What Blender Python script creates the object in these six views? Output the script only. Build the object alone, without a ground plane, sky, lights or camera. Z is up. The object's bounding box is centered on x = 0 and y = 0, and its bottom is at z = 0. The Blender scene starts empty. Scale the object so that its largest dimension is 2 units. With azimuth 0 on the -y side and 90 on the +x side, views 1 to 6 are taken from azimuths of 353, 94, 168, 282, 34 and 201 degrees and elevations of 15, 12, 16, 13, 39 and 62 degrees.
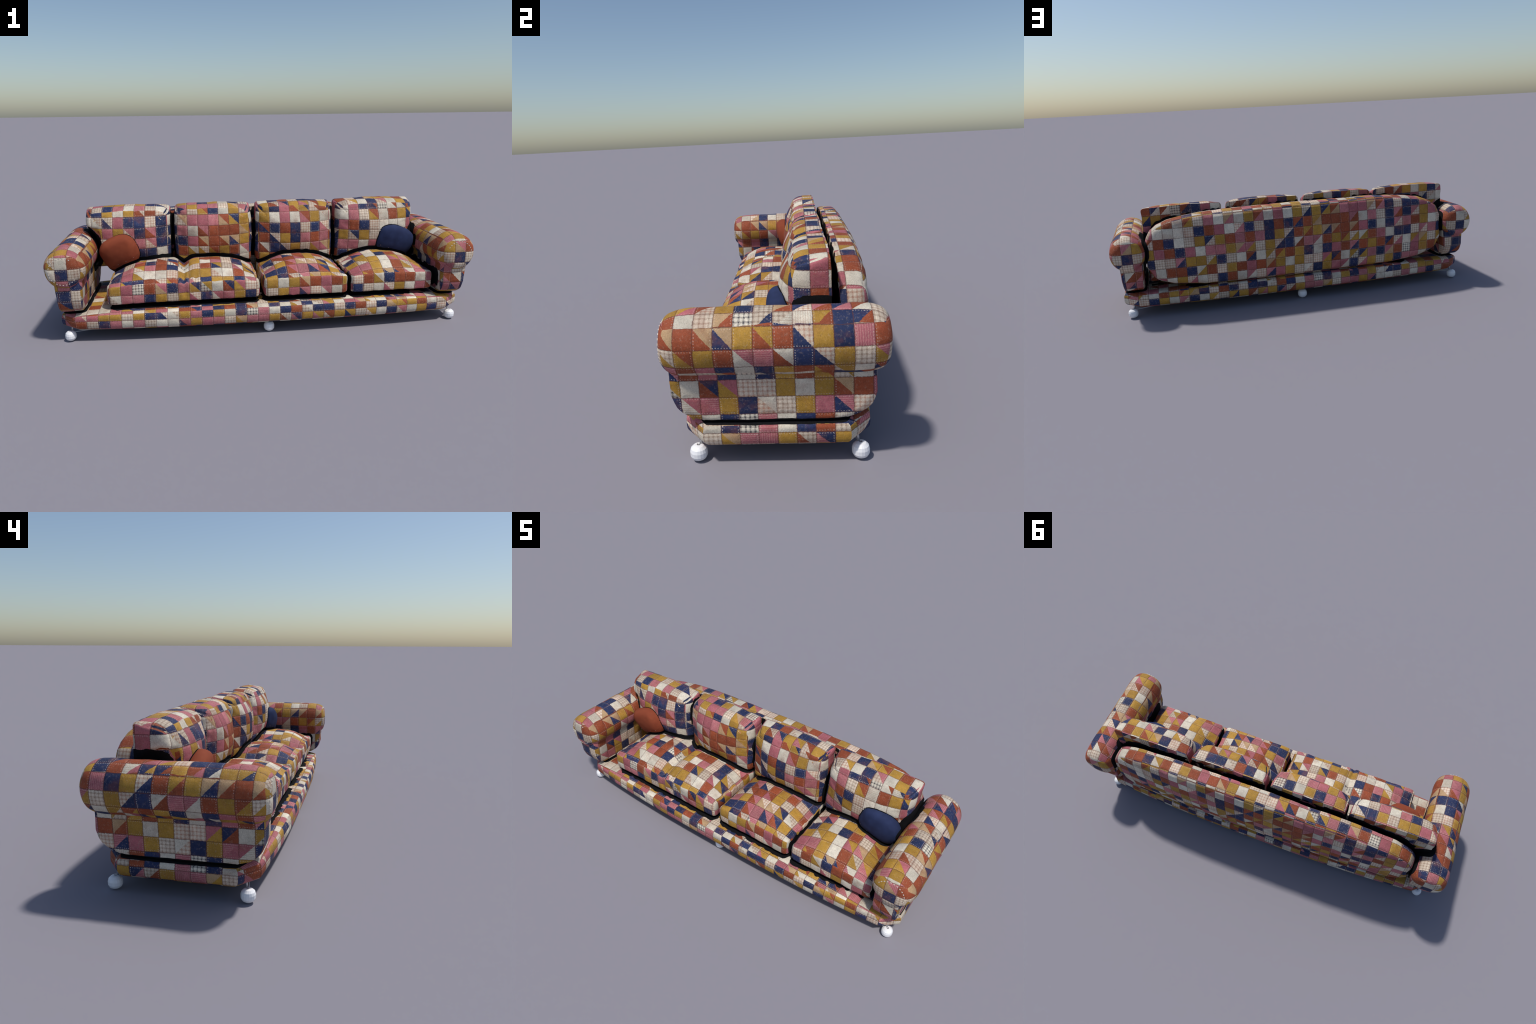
"""Four-seat patchwork sofa: plinth, two rolled armrests, a pillow-shaped back
panel, four back cushions, three seat cushions (one double), two throw pillows
and six white ball feet on thin rods.  All patchwork comes from one procedural
quilt pattern, projected along the axis each surface faces."""
import bpy
import bmesh
import math
import numpy as np
from mathutils import Vector, noise, Matrix
from mathutils.bvhtree import BVHTree

PATCH = 0.052          # side of one quilt patch
GRID = 0.0065          # mesh spacing on the upholstery
YC = -0.006           # the plinth and the arms sit a touch forward
BLACK_NEAR = 0.018     # contact shade is painted where two parts come this close


# ------------------------------------------------------------------ materials
class Graph:
    """Small helper to write shader maths as expressions."""

    def __init__(self, tree):
        self.t = tree

    def node(self, kind, **props):
        n = self.t.nodes.new(kind)
        for k, v in props.items():
            setattr(n, k, v)
        return n

    def put(self, socket, value):
        if isinstance(value, bpy.types.NodeSocket):
            self.t.links.new(value, socket)
        elif value is not None:
            socket.default_value = value

    def m(self, op, a, b=None, c=None, clamp=False):
        n = self.node("ShaderNodeMath", operation=op, use_clamp=clamp)
        for s, v in zip(n.inputs, (a, b, c)):
            self.put(s, v)
        return n.outputs[0]

    def mix(self, f, a, b, blend="MIX"):
        n = self.node("ShaderNodeMix", data_type="RGBA", blend_type=blend)
        self.put(n.inputs["Factor"], f)
        for s, v in ((n.inputs[6], a), (n.inputs[7], b)):
            self.put(s, (*v, 1) if isinstance(v, tuple) else v)
        return n.outputs[2]

    def mixf(self, f, a, b):
        n = self.node("ShaderNodeMix", data_type="FLOAT")
        for s, v in zip((n.inputs[0], n.inputs[2], n.inputs[3]), (f, a, b)):
            self.put(s, v)
        return n.outputs[0]

    def step(self, x, lo, hi):
        n = self.node("ShaderNodeMapRange", interpolation_type="SMOOTHSTEP")
        for s, v in zip(n.inputs, (x, lo, hi, 0.0, 1.0)):
            self.put(s, v)
        return n.outputs[0]

    def ramp(self, f, stops):
        n = self.node("ShaderNodeValToRGB")
        r = n.color_ramp
        r.interpolation = "CONSTANT"
        while len(r.elements) < len(stops):
            r.elements.new(1.0)
        for e, (p, c) in zip(r.elements, stops):
            e.position, e.color = p, (*c, 1)
        self.put(n.inputs[0], f)
        return n.outputs[0]

    def xyz(self, v):
        n = self.node("ShaderNodeSeparateXYZ")
        self.put(n.inputs[0], v)
        return n.outputs

    def vec(self, x, y, z=0.0):
        n = self.node("ShaderNodeCombineXYZ")
        for s, v in zip(n.inputs, (x, y, z)):
            self.put(s, v)
        return n.outputs[0]

    def noise(self, v, scale, detail=2.0, rough=0.5, out=0):
        n = self.node("ShaderNodeTexNoise")
        self.put(n.inputs["Vector"], v)
        n.inputs["Scale"].default_value = scale
        n.inputs["Detail"].default_value = detail
        n.inputs["Roughness"].default_value = rough
        return n.outputs[out]

    def white(self, v):
        n = self.node("ShaderNodeTexWhiteNoise", noise_dimensions="3D")
        self.put(n.inputs["Vector"], v)
        return n.outputs


def new_material(name):
    mat = bpy.data.materials.new(name)
    mat.use_nodes = True
    return mat, Graph(mat.node_tree), mat.node_tree.nodes["Principled BSDF"]


NAVY = (0.017, 0.028, 0.085)
MUSTARD = (0.385, 0.212, 0.033)
RUST = (0.270, 0.060, 0.023)
PINK = (0.380, 0.112, 0.130)
CREAM = (0.620, 0.560, 0.455)
SAND = (0.400, 0.260, 0.140)
PEACH = (0.610, 0.510, 0.400)
SEAM = (0.090, 0.028, 0.022)

# share of each cloth in the quilt, and the colour it is cut from
CLOTHS = (("navy", 0.155, NAVY), ("mustard", 0.160, MUSTARD), ("rust", 0.170, RUST),
          ("pink", 0.100, PINK), ("pink_stripe", 0.080, PINK), ("cream", 0.120, CREAM),
          ("cream_stripe", 0.035, CREAM), ("gingham", 0.165, PEACH), ("dark_gingham", 0.025, CREAM))


def share_stops(value):
    """Constant ramp stops that give each cloth its share of a 0..1 random."""
    at, stops = 0.0, []
    for name, share, colour in CLOTHS:
        stops.append((at, value(name, colour)))
        at += share
    return stops


def quilt_material():
    mat, g, bsdf = new_material("patchwork_quilt")
    obj = g.node("ShaderNodeTexCoord").outputs["Object"]
    nrm = g.node("ShaderNodeNewGeometry").outputs["Normal"]
    x, y, z = g.xyz(obj)
    # the face a surface turns to decides the plane the quilt is laid on
    nx, ny, nz = (g.m("ABSOLUTE", s) for s in g.xyz(nrm))
    wob = g.m("MULTIPLY", g.m("SUBTRACT", g.noise(obj, 26.0), 0.5), 0.05)
    nx, nz = g.m("ADD", nx, wob), g.m("SUBTRACT", nz, wob)
    is_z = g.m("MULTIPLY", g.m("GREATER_THAN", nz, nx), g.m("GREATER_THAN", nz, ny))
    is_x = g.m("MULTIPLY", g.m("SUBTRACT", 1.0, is_z), g.m("GREATER_THAN", nx, ny))
    a, b = g.mixf(is_x, x, y), g.mixf(is_z, z, y)
    # hand-cut edges wander a little
    fray = g.node("ShaderNodeTexNoise")
    g.put(fray.inputs["Vector"], obj)
    fray.inputs["Scale"].default_value, fray.inputs["Detail"].default_value = 190.0, 4.0
    fr, fg, fb = g.xyz(fray.outputs["Color"])
    a = g.m("ADD", g.m("DIVIDE", g.m("ADD", a, 0.002), PATCH), g.m("MULTIPLY", g.m("SUBTRACT", fr, 0.5), 0.11))
    b = g.m("ADD", g.m("DIVIDE", g.m("ADD", b, 0.002), PATCH), g.m("MULTIPLY", g.m("SUBTRACT", fg, 0.5), 0.11))
    ca, cb = g.m("FLOOR", a), g.m("FLOOR", b)
    fa, fb = g.m("FRACT", a), g.m("FRACT", b)

    pick = g.white(g.vec(g.m("ADD", ca, 0.5), g.m("ADD", cb, 0.5), 7.5))
    r1, r2, r3 = g.xyz(pick["Color"])
    more = g.white(g.vec(g.m("ADD", ca, 0.5), g.m("ADD", cb, 0.5), 23.5))
    s1, s2, s3 = g.xyz(more["Color"])
    # about three patches in ten are two triangles: plain cloth above the diagonal
    halved = g.m("LESS_THAN", r2, 0.36)
    upper = g.m("MULTIPLY", halved, g.m("GREATER_THAN", g.m("ADD", fa, fb), 1.0))
    key = g.mixf(upper, r1, r3)

    def mask(*names):
        return g.xyz(g.ramp(key, share_stops(lambda n, c: (float(n in names),) * 3)))[0]

    colour = g.ramp(key, share_stops(lambda n, c: c))
    # woven figures inside a patch
    tau = math.tau
    wa = g.m("SINE", g.m("MULTIPLY", fa, tau * 4.0))
    wb = g.m("SINE", g.m("MULTIPLY", fb, tau * 4.0))
    band_a, band_b = g.step(wa, 0.05, 0.7), g.step(wb, 0.05, 0.7)
    check = g.m("MULTIPLY", g.m("ADD", band_a, band_b), 0.5)
    tint = g.mix(g.m("GREATER_THAN", s1, 0.4), (0.34, 0.12, 0.06), (0.20, 0.11, 0.065))
    colour = g.mix(g.m("MULTIPLY", mask("gingham"), g.m("MULTIPLY", check, 0.66)), colour, tint)
    colour = g.mix(g.m("MULTIPLY", mask("dark_gingham"), g.m("MULTIPLY", check, 0.92)), colour, (0.035, 0.033, 0.045))
    way = g.m("GREATER_THAN", s2, 0.5)
    fine = g.mixf(way, g.m("SINE", g.m("MULTIPLY", fa, tau * 8.0)), g.m("SINE", g.m("MULTIPLY", fb, tau * 8.0)))
    line = g.step(fine, 0.15, 0.75)
    colour = g.mix(g.m("MULTIPLY", mask("pink_stripe"), g.m("MULTIPLY", line, 0.55)), colour, (0.55, 0.26, 0.24))
    colour = g.mix(g.m("MULTIPLY", mask("cream_stripe"), g.m("MULTIPLY", line, 0.5)), colour, (0.42, 0.30, 0.22))
    # some cream triangles are cut from a sand coloured cloth
    sandy = g.m("MULTIPLY", g.m("MULTIPLY", halved, mask("cream", "cream_stripe")), g.m("GREATER_THAN", s3, 0.55))
    colour = g.mix(sandy, colour, SAND)

    # felted, sun-faded cloth
    felt = g.noise(obj, 330.0, 3.0, 0.75)
    cloud = g.noise(obj, 34.0, 4.0, 0.65)
    tone = g.m("ADD", g.m("MULTIPLY", felt, 1.15), g.m("MULTIPLY", cloud, 0.75))
    colour = g.mix(1.0, colour, g.vec(*(g.m("ADD", 0.02, tone),) * 3), "MULTIPLY")
    vary = g.m("ADD", 0.82, g.m("MULTIPLY", s3, 0.34))
    colour = g.mix(1.0, colour, g.vec(vary, vary, vary), "MULTIPLY")
    # colours have bled into each other, and the nap has faded in spots
    bleed = g.m("MULTIPLY", g.step(g.noise(g.vec(x, z, y), 15.0, 4.0, 0.6), 0.50, 0.70), 0.28)
    colour = g.mix(bleed, colour, (0.26, 0.075, 0.035))
    fade = g.m("MULTIPLY", g.step(g.noise(obj, 130.0, 4.0, 0.7), 0.52, 0.75), 0.30)
    colour = g.mix(fade, colour, (0.47, 0.36, 0.27))

    # dark seam between patches, running stitches inside the edge
    def edge(f):
        return g.m("MINIMUM", f, g.m("SUBTRACT", 1.0, f))

    ea, eb = edge(fa), edge(fb)
    near = g.m("MINIMUM", ea, eb)
    seam = g.m("SUBTRACT", 1.0, g.step(near, 0.012, 0.045))
    colour = g.mix(g.m("MULTIPLY", seam, g.m("ADD", 0.25, g.m("MULTIPLY", cloud, 0.75))), colour, SEAM)

    def stitches(across, along, edge_random):
        row = g.m("MULTIPLY", g.step(across, 0.055, 0.07), g.m("SUBTRACT", 1.0, g.step(across, 0.095, 0.112)))
        dash = g.step(g.m("SINE", g.m("MULTIPLY", along, tau * 7.0)), 0.05, 0.35)
        return g.m("MULTIPLY", g.m("MULTIPLY", row, dash), g.m("GREATER_THAN", edge_random, 0.50))

    sewn = g.m("MAXIMUM", stitches(ea, fb, s1), stitches(eb, fa, s2))
    sewn = g.m("MULTIPLY", sewn, g.mixf(mask("navy"), 0.38, 0.62))
    colour = g.mix(sewn, colour, (0.60, 0.50, 0.42))

    g.put(bsdf.inputs["Base Color"], colour)
    bsdf.inputs["Roughness"].default_value = 0.72
    bsdf.inputs["Specular IOR Level"].default_value = 0.28
    puff = g.step(near, 0.0, 0.22)
    bump = g.node("ShaderNodeBump")
    bump.inputs["Strength"].default_value = 0.55
    bump.inputs["Distance"].default_value = 0.004
    g.put(bump.inputs["Height"], g.m("ADD", g.m("MULTIPLY", puff, 0.55), g.m("ADD", g.m("MULTIPLY", felt, 0.25), g.m("MULTIPLY", cloud, 0.5))))
    g.put(bsdf.inputs["Normal"], bump.outputs[0])
    return mat


def contact_shade_material():
    mat, g, bsdf = new_material("painted_contact_shade")  # baked occlusion between parts, put into the colour as near-black
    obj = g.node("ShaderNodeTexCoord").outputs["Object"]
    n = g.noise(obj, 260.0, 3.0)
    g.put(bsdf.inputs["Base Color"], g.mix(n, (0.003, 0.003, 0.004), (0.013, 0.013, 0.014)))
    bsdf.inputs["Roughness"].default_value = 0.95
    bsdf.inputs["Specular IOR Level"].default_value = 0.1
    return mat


def plain_cloth(name, colour, dark):
    mat, g, bsdf = new_material(name)
    obj = g.node("ShaderNodeTexCoord").outputs["Object"]
    x, y, z = g.xyz(obj)
    n = g.noise(obj, 22.0, 3.0)
    col = g.mix(g.step(n, 0.3, 0.75), dark, colour)
    col = g.mix(g.m("MULTIPLY", g.noise(obj, 500.0, 2.0), 0.25), col, dark)
    # one sewn seam below the middle of the front, with a few light stitches
    line = g.m("ABSOLUTE", g.m("ADD", z, 0.036))
    run = g.m("SINE", g.m("MULTIPLY", x, 210.0))
    seam = g.m("MULTIPLY", g.m("SUBTRACT", 1.0, g.step(line, 0.0003, 0.0011)), g.step(run, -0.2, 0.2))
    col = g.mix(g.m("MULTIPLY", seam, 0.8), col, tuple(c * 0.15 for c in dark))
    dot = g.m("MULTIPLY", g.m("SUBTRACT", 1.0, g.step(line, 0.0007, 0.0016)), g.step(g.m("SINE", g.m("MULTIPLY", x, 150.0)), 0.94, 0.98))
    col = g.mix(g.m("MULTIPLY", dot, 0.6), col, (0.6, 0.5, 0.48))
    g.put(bsdf.inputs["Base Color"], col)
    bsdf.inputs["Roughness"].default_value = 0.85
    bsdf.inputs["Specular IOR Level"].default_value = 0.2
    bump = g.node("ShaderNodeBump")
    bump.inputs["Strength"].default_value, bump.inputs["Distance"].default_value = 0.25, 0.002
    g.put(bump.inputs["Height"], g.noise(obj, 300.0, 3.0))
    g.put(bsdf.inputs["Normal"], bump.outputs[0])
    return mat


def white_enamel():
    mat, g, bsdf = new_material("white_enamel")
    obj = g.node("ShaderNodeTexCoord").outputs["Object"]
    g.put(bsdf.inputs["Base Color"], g.mix(g.noise(obj, 60.0), (0.80, 0.80, 0.81), (0.90, 0.90, 0.91)))
    bsdf.inputs["Roughness"].default_value = 0.35
    return mat


def steel(name, colour):
    mat, g, bsdf = new_material(name)
    obj = g.node("ShaderNodeTexCoord").outputs["Object"]
    g.put(bsdf.inputs["Base Color"], g.mix(g.noise(obj, 90.0), colour, tuple(c * 0.7 for c in colour)))
    bsdf.inputs["Metallic"].default_value, bsdf.inputs["Roughness"].default_value = 0.8, 0.4
    return mat


# ------------------------------------------------------------------- geometry
def smooth_profile(points, per=4):
    """Catmull-Rom through (inset, height) pairs."""
    p = np.array(points, float)
    q = np.vstack([2 * p[0] - p[1], p, 2 * p[-1] - p[-2]])
    out = []
    for i in range(len(p) - 1):
        for t in np.linspace(0, 1, per, endpoint=False):
            a, b, c, d = q[i:i + 4]
            out.append(0.5 * (2 * b + (c - a) * t + (2 * a - 5 * b + 4 * c - d) * t ** 2 + (3 * b - 3 * c + d - a) * t ** 3))
    return np.array(out + [p[-1]])


def slab(nu, nv, outline, profile, bend=None, us=None):
    """Closed pad: two capping grids joined by rings of the profile.
    outline(u, v, inset) -> (p, q); profile is a list of (inset, w);
    bend(p, q, w, u, v) -> (p, q, w) shapes the result."""
    us = np.linspace(-1, 1, nu + 1) if us is None else us
    vs = np.linspace(-1, 1, nv + 1)
    U, V = np.meshgrid(us, vs, indexing="ij")
    rim = [(i, 0) for i in range(nu)] + [(nu, j) for j in range(nv)] + [(i, nv) for i in range(nu, 0, -1)] + [(0, j) for j in range(nv, 0, -1)]
    verts, faces = [], []

    def add(u, v, d, w):
        p, q = outline(u, v, d)
        w = np.full_like(p, w)
        if bend:
            p, q, w = bend(p, q, w, u, v)
        start = sum(len(k) for k in verts)
        verts.append(np.stack([np.ravel(p), np.ravel(q), np.ravel(w)], 1))
        return start

    low = add(U, V, *profile[0])
    ru = np.array([U[k] for k in rim])
    rv = np.array([V[k] for k in rim])
    grid = lambda s, i, j: s + i * (nv + 1) + j
    rings = [[grid(low, *k) for k in rim]]
    for d, w in profile[1:-1]:
        s = add(ru, rv, d, w)
        rings.append(list(range(s, s + len(rim))))
    top = add(U, V, *profile[-1])
    rings.append([grid(top, *k) for k in rim])
    for i in range(nu):
        for j in range(nv):
            faces.append((grid(low, i, j), grid(low, i, j + 1), grid(low, i + 1, j + 1), grid(low, i + 1, j)))
            faces.append((grid(top, i, j), grid(top, i + 1, j), grid(top, i + 1, j + 1), grid(top, i, j + 1)))
    n = len(rim)
    for r, s in zip(rings, rings[1:]):
        for k in range(n):
            faces.append((r[k], r[(k + 1) % n], s[(k + 1) % n], s[k]))
    return np.vstack(verts), faces


def rounded(X, Y, r, cx=0.0, cy=0.0):
    """Outline of a rectangle with rounded corners, as a map of the unit square."""
    def f(u, v, d):
        x, y, rr = (X - d) * u, (Y - d) * v, max(r - d * 0.5, 0.004)
        ex = np.sign(x) * np.maximum(np.abs(x) - (X - d - rr), 0)
        ey = np.sign(y) * np.maximum(np.abs(y) - (Y - d - rr), 0)
        h = np.hypot(ex, ey)
        k = np.where(h > 1e-9, np.maximum(np.abs(ex), np.abs(ey)) / np.maximum(h, 1e-9), 1.0)
        return cx + x - ex * (1 - k), cy + y - ey * (1 - k)
    return f


def lathe(profile, segments, axis_point, axis="y"):
    """Revolve (radius, along) about an axis; first and last radius close to 0."""
    verts, faces = [], []
    for r, s in profile:
        for k in range(segments):
            a = math.tau * k / segments
            c, n = r * math.cos(a), r * math.sin(a)
            verts.append((c, s, n) if axis == "y" else (c, n, s))
    for i in range(len(profile) - 1):
        for k in range(segments):
            a, b = i * segments + k, i * segments + (k + 1) % segments
            q = (a, b, b + segments, a + segments)
            faces.append(q if axis == "z" else q[::-1])
    m = len(profile) - 1
    first = tuple(range(segments))
    last = tuple(m * segments + k for k in range(segments))
    faces += [first[::-1], last] if axis == "z" else [first, last[::-1]]
    return np.array(verts) + np.array(axis_point), faces


def wander(co, size, amount, seed):
    """Soft lumps and creases so that no cloth face is mathematically smooth."""
    out = np.empty((len(co), 3))
    for i, c in enumerate(co):
        p = Vector(c) / size + Vector((seed * 3.1, seed * 1.7, seed * 2.3))
        n = noise.noise_vector(p)
        m = noise.noise_vector(p * 2.7)
        out[i] = [(n[k] + 0.4 * m[k]) * amount for k in range(3)]
    return co + out


PARTS = []            # (object, group) of everything upholstered


def link(obj, parent=None):
    bpy.context.scene.collection.objects.link(obj)
    if parent is not None:
        obj.parent = parent
    return obj


def mesh_object(name, verts, faces, mats, parent=None, smooth=True, group=None):
    me = bpy.data.meshes.new(name)
    me.from_pydata([tuple(v) for v in verts], [], faces)
    for m in mats:
        me.materials.append(m)
    me.polygons.foreach_set("use_smooth", [smooth] * len(me.polygons))
    me.update()
    obj = link(bpy.data.objects.new(name, me), parent)
    if group:
        PARTS.append((obj, group))
    return obj


quilt, contact_shade = quilt_material(), contact_shade_material()
enamel = white_enamel()
rod_steel = steel("grey_steel", (0.55, 0.56, 0.58))
CLOTH = (quilt, contact_shade)

sofa = link(bpy.data.objects.new("sofa", None))
sofa["label"] = "long low sofa upholstered in colourful patchwork quilt squares"
sofa["category"] = "sofa"


# ---- plinth: bowed long sides, clipped corners, undercut below the rim
def plinth_half_depth(x):
    x = np.abs(x)
    bowed = 0.262 + 0.033 * (1 - (np.minimum(x, 0.885) / 0.885) ** 2.6)
    clip = 0.262 - (x - 0.885) / (0.957 - 0.885) * 0.060
    return np.where(x > 0.885, clip, bowed)


def plinth_outline(u, v, d):
    x = 0.957 * u
    s = (0.957 - d) / 0.957
    return x * s, YC + (plinth_half_depth(x) - d) * v


def plinth_bend(p, q, w, u, v):
    # the top sinks towards the ends
    k = np.clip((w - 0.085) / 0.055, 0, 1)
    return p, q, w - k * 0.012 * np.abs(u) ** 4


plinth_profile = smooth_profile([(0.055, 0.049), (0.030, 0.051), (0.011, 0.061), (0.0, 0.078), (0.0, 0.114), (0.004, 0.128), (0.016, 0.1385), (0.045, 0.1425)], 3)
plinth_us = np.concatenate([np.linspace(-0.957, -0.885, 12)[:-1], np.linspace(-0.885, 0.885, 260), np.linspace(0.885, 0.957, 12)[1:]]) / 0.957
v, f = slab(len(plinth_us) - 1, 84, plinth_outline, plinth_profile, plinth_bend, plinth_us)
base = mesh_object("base", v, f, CLOTH, sofa, group="base")


# ---- armrests: a tapering panel with a fat roll on top
ROLL_Y = -0.002
ARM_X, ARM_Z, ARM_R = 0.906, 0.351, 0.0925
below = [(0.0, 0.129), (0.19, 0.134), (0.232, 0.147), (0.256, 0.162), (0.270, 0.178), (0.280, 0.212)]


def arm_outline(u, v, d):
    yy = (0.280 - d) * u
    lo = np.interp(np.abs(yy) + d, *zip(*below)) + d * 0.3
    return -0.011 + yy, lo + (0.330 - lo) * (v + 1) / 2


def arm_profile_bend(p, q, w, u, v):
    # the panel narrows towards the floor
    t = np.clip((0.28 - q) / 0.13, 0, 1)
    return p, q, 0.897 + (w - 0.897) * (1 - 0.13 * t)


arm_profile = smooth_profile([(0.022, 0.838), (0.007, 0.842), (0.0, 0.853), (0.0, 0.941), (0.007, 0.952), (0.022, 0.956)], 4)
pv, pf = slab(84, 30, arm_outline, arm_profile, arm_profile_bend)
pv = pv[:, [2, 0, 1]]
roll = [(0.0012, -0.3108), (0.034, -0.3102), (0.060, -0.306), (0.076, -0.294), (0.085, -0.277), (0.0900, -0.256), (ARM_R, -0.228)]
roll = [tuple(k) for k in smooth_profile(roll, 4)]
roll += [(ARM_R, s) for s in np.linspace(-0.221, 0.221, 66)] + [(r, -s) for r, s in roll[::-1]]
rv, rf = lathe(roll, 88, (ARM_X, ROLL_Y, ARM_Z))
for side, seed in ((1, 1), (-1, 2)):
    flip = np.array((side, 1, 1))
    order = (lambda q: q) if side > 0 else (lambda q: q[::-1])
    armrest = mesh_object("armrest", wander(pv, 0.09, 0.0018, 4) * flip, [order(q) for q in pf], CLOTH, sofa, group="arm%d" % side)
    mesh_object("armrest_roll", wander(rv, 0.08, 0.0022, 5) * flip, [order(q) for q in rf], CLOTH, armrest, group="arm%d" % side)


# running stitches that hold the round end caps of the rolls
thread, tg, tb = new_material("cream_thread")
tg.put(tb.inputs["Base Color"], tg.mix(tg.noise(tg.node("ShaderNodeTexCoord").outputs["Object"], 300.0), (0.55, 0.48, 0.40), (0.72, 0.66, 0.58)))
tb.inputs["Roughness"].default_value = 0.8
for side, arcs in ((1, (25, 155)), (-1, (60, 130))):
    vv, ff = [], []
    for deg in np.arange(arcs[0], arcs[1] + (60 if side > 0 else 200), 13.0):
        if side > 0:
            deg = deg - 60
        a, r = math.radians(deg), 0.060
        c = Vector((side * ARM_X + r * math.cos(a), ROLL_Y - 0.3062, ARM_Z + r * math.sin(a)))
        t, n = Vector((-math.sin(a), 0, math.cos(a))) * 0.0028, Vector((math.cos(a), 0, math.sin(a))) * 0.0014
        start = len(vv)
        for dy in (0.004, -0.0012):
            vv += [c + Vector((0, dy, 0)) + t * sx + n * sy for sx, sy in ((-1, -1), (1, -1), (1, 1), (-1, 1))]
        ff += [tuple(start + k for k in q) for q in ((0, 1, 2, 3), (7, 6, 5, 4), (0, 4, 5, 1), (1, 5, 6, 2), (2, 6, 7, 3), (3, 7, 4, 0))]
    stitching = mesh_object("cap_stitching", vv, ff, (thread,), sofa, smooth=False)
    stitching["kind"] = "stuff"


# ---- back panel: long pillow with tapered ends
panel_top = [(0.0, 0.532), (0.40, 0.530), (0.52, 0.524), (0.62, 0.513), (0.70, 0.499), (0.755, 0.477), (0.790, 0.450), (0.819, 0.394)]
panel_low = [(0.0, 0.141), (0.53, 0.148), (0.69, 0.168), (0.755, 0.188), (0.790, 0.212), (0.819, 0.266)]


def panel_outline(u, v, d):
    x = 0.819 * u
    hi = np.interp(np.abs(x), *zip(*panel_top)) - d
    lo = np.interp(np.abs(x), *zip(*panel_low)) + d
    s = (0.819 - d) / 0.819
    return x * s, lo + (hi - lo) * (v + 1) / 2


def panel_bend(p, q, w, u, v):
    # the rear face swells; y is -w here
    depth = np.clip((w - 0.20) / 0.07, 0, 1)
    swell = (1 - np.abs(u) ** 2.2) * (1 - 0.75 * np.abs(v) ** 2)
    return p, q, w + depth * (0.004 + 0.028 * swell)


panel_profile = smooth_profile([(0.030, 0.183), (0.008, 0.185), (0.0, 0.194), (0.0, 0.238), (0.006, 0.256), (0.022, 0.267)], 4)
panel_us = np.concatenate([np.linspace(-0.819, -0.70, 20)[:-1], np.linspace(-0.70, 0.70, 210), np.linspace(0.70, 0.819, 20)[1:]]) / 0.819
v, f = slab(len(panel_us) - 1, 58, panel_outline, panel_profile, panel_bend, panel_us)
v = wander(v[:, [0, 2, 1]], 0.11, 0.0025, 6)
back_panel = mesh_object("back_panel", v, [q[::-1] for q in f], CLOTH, sofa, group="back")


# ---- back cushions
def back_cushion(x0, x1, seed):
    X, Z0, Z1 = (x1 - x0) / 2, 0.258, 0.556
    cx, cz, H = (x0 + x1) / 2, (Z0 + Z1) / 2, (Z1 - Z0) / 2
    profile = smooth_profile([(0.010, 0.1615), (0.002, 0.160), (0.0, 0.155), (0.0, 0.105), (0.004, 0.076), (0.016, 0.054), (0.036, 0.043)], 4)

    def bend(p, q, w, u, v):
        front = np.clip((0.14 - w) / 0.09, 0, 1)
        swell = (1 - np.abs(u) ** 2.6) * (1 - np.abs(v) ** 2.4)
        crown = 0.006 * (1 - u ** 2) * np.clip(v, 0, 1) ** 3
        waist = 0.004 * np.sin((v + 1) * 2.1 + seed) * np.sign(u) * np.abs(u) ** 6
        # the front corners are soft, the rear ones stay square
        corner = np.abs(u) ** 7 * np.clip(v, 0, 1) ** 7 * np.clip((0.145 - w) / 0.07, 0, 1)
        p, q = p - np.sign(u) * 0.015 * corner, q - 0.020 * corner
        # the roll of the left arm presses a hollow into the end of its cushion
        if x0 < -0.8:
            hollow = np.clip(1 - ((w - 0.070) / 0.088) ** 2 - ((q - 0.370) / 0.108) ** 2, 0, 1) ** 0.7
            p = p + 0.050 * hollow * np.clip(-u - 0.80, 0, 0.2) / 0.2
        return p + waist, q + crown, w - front * 0.040 * swell - 0.012 * front * np.clip(-v, 0, 1) ** 2 * (1 - u ** 4)

    v, f = slab(round(2 * X / GRID), round(2 * H / GRID), rounded(X, H, 0.016, cx, cz), profile, bend)
    v = v[:, [0, 2, 1]]
    # creases radiating from the upper corners, general slackness
    for i, (px, py, pz) in enumerate(v):
        k = max(0.0, (abs(px - cx) / X) ** 4 * ((pz - cz) / H + 0.4)) * (py < 0.12)
        v[i, 1] += 0.0022 * k * math.sin(110 * (pz - 0.35 * abs(px - cx)) + seed * 2.0)
    v = wander(wander(v, 0.075, 0.0030, seed), 0.028, 0.0011, seed + 40)
    return mesh_object("back_cushion", v, [q[::-1] for q in f], CLOTH, sofa, group="backrest%d" % seed)


for n, (x0, x1) in enumerate(((-0.864, -0.452), (-0.431, -0.040), (-0.017, 0.385), (0.404, 0.825))):
    back_cushion(x0, x1, 11 + n)


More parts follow.
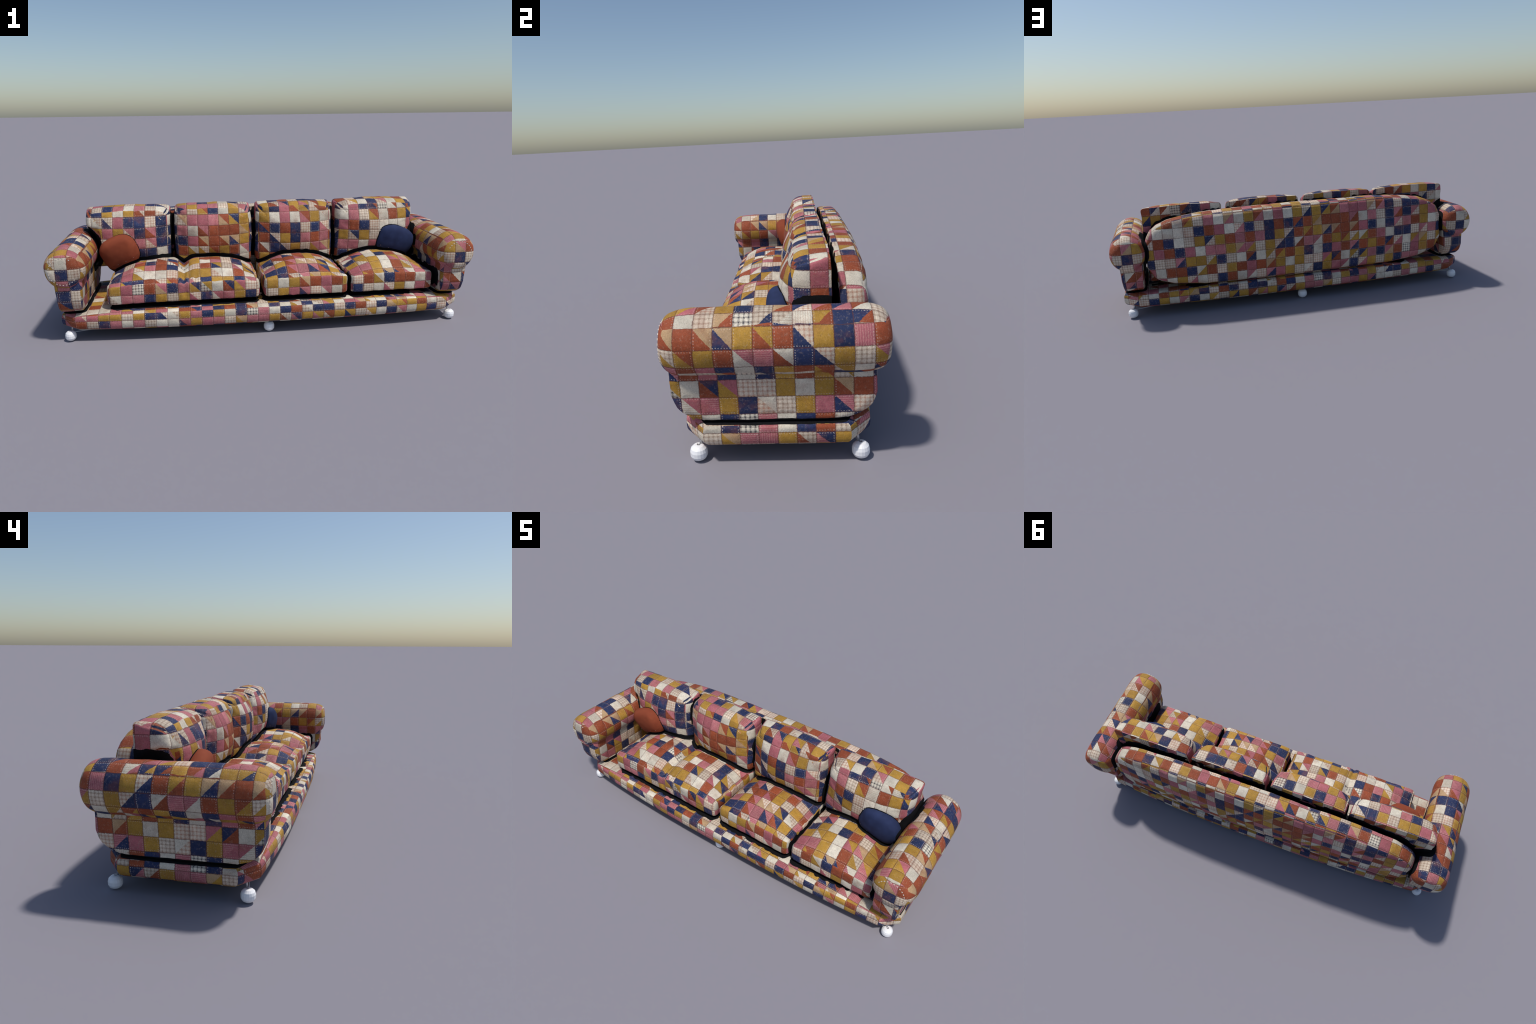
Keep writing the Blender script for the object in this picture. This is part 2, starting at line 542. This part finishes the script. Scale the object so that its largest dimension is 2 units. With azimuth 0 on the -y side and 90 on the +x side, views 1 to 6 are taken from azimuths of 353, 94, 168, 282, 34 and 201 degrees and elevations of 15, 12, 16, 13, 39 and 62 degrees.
# ---- seat cushions: flat-sided boxes with a domed top
def seat_cushion(x0, x1, seed, double=False):
    X, Y = (x1 - x0) / 2, 0.199
    cx, cy = (x0 + x1) / 2, -0.239 + Y
    profile = smooth_profile([(0.030, 0.161), (0.009, 0.162), (0.0, 0.170), (-0.002, 0.205), (0.0, 0.236), (0.006, 0.2465), (0.014, 0.250)], 4)

    def bend(p, q, w, u, v):
        lift = np.clip((w - 0.200) / 0.050, 0, 1) ** 1.6
        y = cy + Y * v
        t = np.clip((y + 0.239) / 0.18, 0, 1)
        along = np.where(y < -0.059, 1 - (1 - t) ** 2.5, 1 - 0.6 * ((y + 0.059) / 0.218) ** 2)
        if double:
            across = (1 - np.abs(u) ** 4.5) * (1 - 0.62 * np.exp(-np.abs((p + 0.391) / 0.030) ** 1.3) * np.clip(0.35 + t, 0, 1))
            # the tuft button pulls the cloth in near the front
            pull = np.exp(-(((p + 0.385) / 0.030) ** 2 + ((y + 0.205) / 0.028) ** 2))
            across = across - 0.10 * pull
        else:
            across = 1 - np.abs(u) ** 2.4
        return p, q, w + lift * 0.061 * (0.13 + 0.87 * along) * across

    v, f = slab(round(2 * X / GRID), round(2 * Y / GRID), rounded(X, Y, 0.022, cx, cy), profile, bend)
    for i, (px, py, pz) in enumerate(v):
        k = max(0.0, (abs(px - cx) / X) ** 5) * (pz > 0.24)
        v[i, 2] += 0.003 * k * math.sin(95 * (py + 0.4 * abs(px - cx)) + seed)
        if double and pz > 0.19:
            c = math.exp(-((px + 0.385) / 0.05) ** 2 - ((py + 0.215) / 0.035) ** 2)
            v[i, 2] += 0.006 * c * math.sin(210 * (px + 0.385))
            v[i, 1] += 0.006 * c * math.cos(120 * (px + 0.385))
    v = wander(wander(v, 0.08, 0.0030, seed), 0.028, 0.0013, seed + 40)
    return mesh_object("seat_cushion", v, f, CLOTH, sofa, group="seat%d" % seed)


seat_cushion(-0.742, -0.038, 21, double=True)
seat_cushion(-0.012, 0.391, 22)
seat_cushion(0.409, 0.815, 23)


# ---- feet: faceted white balls on short pegs, joined by thin rods
ball = [(0.0015, 0.0), (0.012, 0.0006), (0.0205, 0.0065), (0.0248, 0.0150), (0.0252, 0.027), (0.0225, 0.0365), (0.0150, 0.0435), (0.0095, 0.0450), (0.0015, 0.0453)]
bv, bf = lathe(ball, 18, (0, 0, 0), "z")
pegv, pegf = lathe([(0.0042, 0.040), (0.0042, 0.082)], 12, (0, 0, 0), "z")
screw, screwf = lathe([(0.0050, 0.0445), (0.0050, 0.0462), (0.0042, 0.0466), (0.0034, 0.0462), (0.0032, 0.0456)], 16, (0, 0, 0), "z")
first = {}
spots = [(sx * 0.919, YC * 0.6 + sy * 0.2290) for sx in (-1, 1) for sy in (-1, 1)] + [(0.003, YC - 0.2475), (0.003, YC + 0.2475)]
for fx, fy in spots:
    made = []
    for name, vv, ff, mat in (("foot", bv, bf, enamel), ("foot_peg", pegv, pegf, rod_steel), ("foot_screw", screw, screwf, rod_steel)):
        if name not in first:
            obj = mesh_object(name, vv, ff, (mat,), smooth=name != "foot")
            first[name] = obj
        else:
            obj = link(first[name].copy())
        made.append(obj)
    made[0].parent = sofa
    # the peg leans in under the plinth; the screw head caps the ball
    made[1].parent = made[2].parent = made[0]
    made[0].location = (fx, fy, 0)
    lean = Vector((-math.copysign(1.0, fx) * (abs(fx) > 0.5), -math.copysign(0.8, fy), 0))
    made[1].location = lean * 0.003
    made[1].rotation_euler = (-lean.y * 0.10, lean.x * 0.10, 0)


def rod(a, b, r=0.0022):
    a, b = Vector(a), Vector(b)
    vv, ff = lathe([(r, 0.0), (r, (b - a).length)], 10, (0, 0, 0), "z")
    m = (b - a).to_track_quat("Z", "Y").to_matrix()
    vv = [m @ Vector(k) + a for k in vv]
    return mesh_object("rod", vv, ff, (rod_steel,), sofa)


for sy in (-1, 1):
    for sx in (-1, 1):
        rod((sx * 0.900, YC + sy * 0.225, 0.040), (sx * 0.02, YC, 0.043))


# ---- throw pillows
def throw_pillow(name, colour_mat, centre, half, tilt, lean, label, group):
    n, verts, faces = 40, [], []
    a, b, c = half
    for i in range(n + 1):
        th = math.pi * (i / n - 0.5)
        for k in range(2 * n):
            ph = math.tau * k / (2 * n)
            sp = lambda s, e: math.copysign(abs(s) ** e, s)
            x = a * sp(math.cos(ph), 0.72) * sp(math.cos(th), 0.70)
            z = c * sp(math.sin(ph), 0.72) * sp(math.cos(th), 0.70)
            y = b * sp(math.sin(th), 0.85)
            verts.append((x, y, z))
    for i in range(n):
        for k in range(2 * n):
            p, q = i * 2 * n + k, i * 2 * n + (k + 1) % (2 * n)
            faces.append((p, p + 2 * n, q + 2 * n, q))
    v = wander(np.array(verts), 0.09, 0.004, 31)
    me_obj = mesh_object(name, v, faces, (colour_mat, contact_shade), group=group)
    bpy.context.view_layer.update()
    me_obj.rotation_euler = (lean, tilt, 0)
    me_obj.location = centre
    me_obj["label"], me_obj["category"] = label, "cushion"
    return me_obj


rust_cloth = plain_cloth("rust_cloth", (0.275, 0.066, 0.030), (0.215, 0.048, 0.022))
navy_cloth = plain_cloth("navy_cloth", (0.024, 0.037, 0.100), (0.016, 0.024, 0.068))
throw_pillow("throw_pillow", rust_cloth, (-0.701, 0.004, 0.351), (0.092, 0.046, 0.086), math.radians(-23), math.radians(20), "small rounded rust coloured throw pillow leaning in the corner", "pillow1")
throw_pillow("throw_pillow", navy_cloth, (0.712, 0.014, 0.352), (0.099, 0.045, 0.078), math.radians(17), math.radians(11), "small rounded navy blue throw pillow leaning in the corner", "pillow2")


# ---- contact shade painted black wherever two upholstered parts nearly touch
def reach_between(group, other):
    """How far the painted shade spreads around the contact of two parts."""
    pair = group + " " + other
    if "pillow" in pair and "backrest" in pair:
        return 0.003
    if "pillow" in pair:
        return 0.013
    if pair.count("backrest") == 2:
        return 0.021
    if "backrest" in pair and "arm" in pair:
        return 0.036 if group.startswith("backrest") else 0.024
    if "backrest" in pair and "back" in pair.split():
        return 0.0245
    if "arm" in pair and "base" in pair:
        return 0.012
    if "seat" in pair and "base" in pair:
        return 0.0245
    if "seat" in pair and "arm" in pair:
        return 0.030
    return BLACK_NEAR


def paint_contacts():
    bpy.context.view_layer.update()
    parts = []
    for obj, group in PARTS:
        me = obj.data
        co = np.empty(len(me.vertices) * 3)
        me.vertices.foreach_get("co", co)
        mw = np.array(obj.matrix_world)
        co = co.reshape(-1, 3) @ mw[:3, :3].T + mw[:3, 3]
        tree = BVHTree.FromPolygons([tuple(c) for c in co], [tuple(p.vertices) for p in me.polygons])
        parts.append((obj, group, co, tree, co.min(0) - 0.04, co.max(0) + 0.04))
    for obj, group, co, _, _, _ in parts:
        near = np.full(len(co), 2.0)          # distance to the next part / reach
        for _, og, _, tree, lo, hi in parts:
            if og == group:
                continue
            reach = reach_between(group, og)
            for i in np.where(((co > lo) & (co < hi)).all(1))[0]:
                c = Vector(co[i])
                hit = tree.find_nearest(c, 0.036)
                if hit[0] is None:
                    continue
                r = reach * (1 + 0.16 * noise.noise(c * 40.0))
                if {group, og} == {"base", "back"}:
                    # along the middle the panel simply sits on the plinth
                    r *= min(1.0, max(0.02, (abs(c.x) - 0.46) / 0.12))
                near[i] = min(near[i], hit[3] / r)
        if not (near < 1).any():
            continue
        # cut the faces along the outline of the painted shade, then hand them over
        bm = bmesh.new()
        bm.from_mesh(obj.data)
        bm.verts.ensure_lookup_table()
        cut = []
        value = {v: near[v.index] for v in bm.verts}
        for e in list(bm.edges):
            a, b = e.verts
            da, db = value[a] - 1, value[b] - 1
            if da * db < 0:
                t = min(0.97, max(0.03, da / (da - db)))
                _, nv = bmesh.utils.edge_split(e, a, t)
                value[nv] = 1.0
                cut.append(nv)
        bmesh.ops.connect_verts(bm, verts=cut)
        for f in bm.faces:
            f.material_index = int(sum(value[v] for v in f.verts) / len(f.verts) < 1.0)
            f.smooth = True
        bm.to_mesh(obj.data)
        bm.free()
        if group == "base":
            obj.data.set_sharp_from_angle(angle=math.radians(24))


paint_contacts()
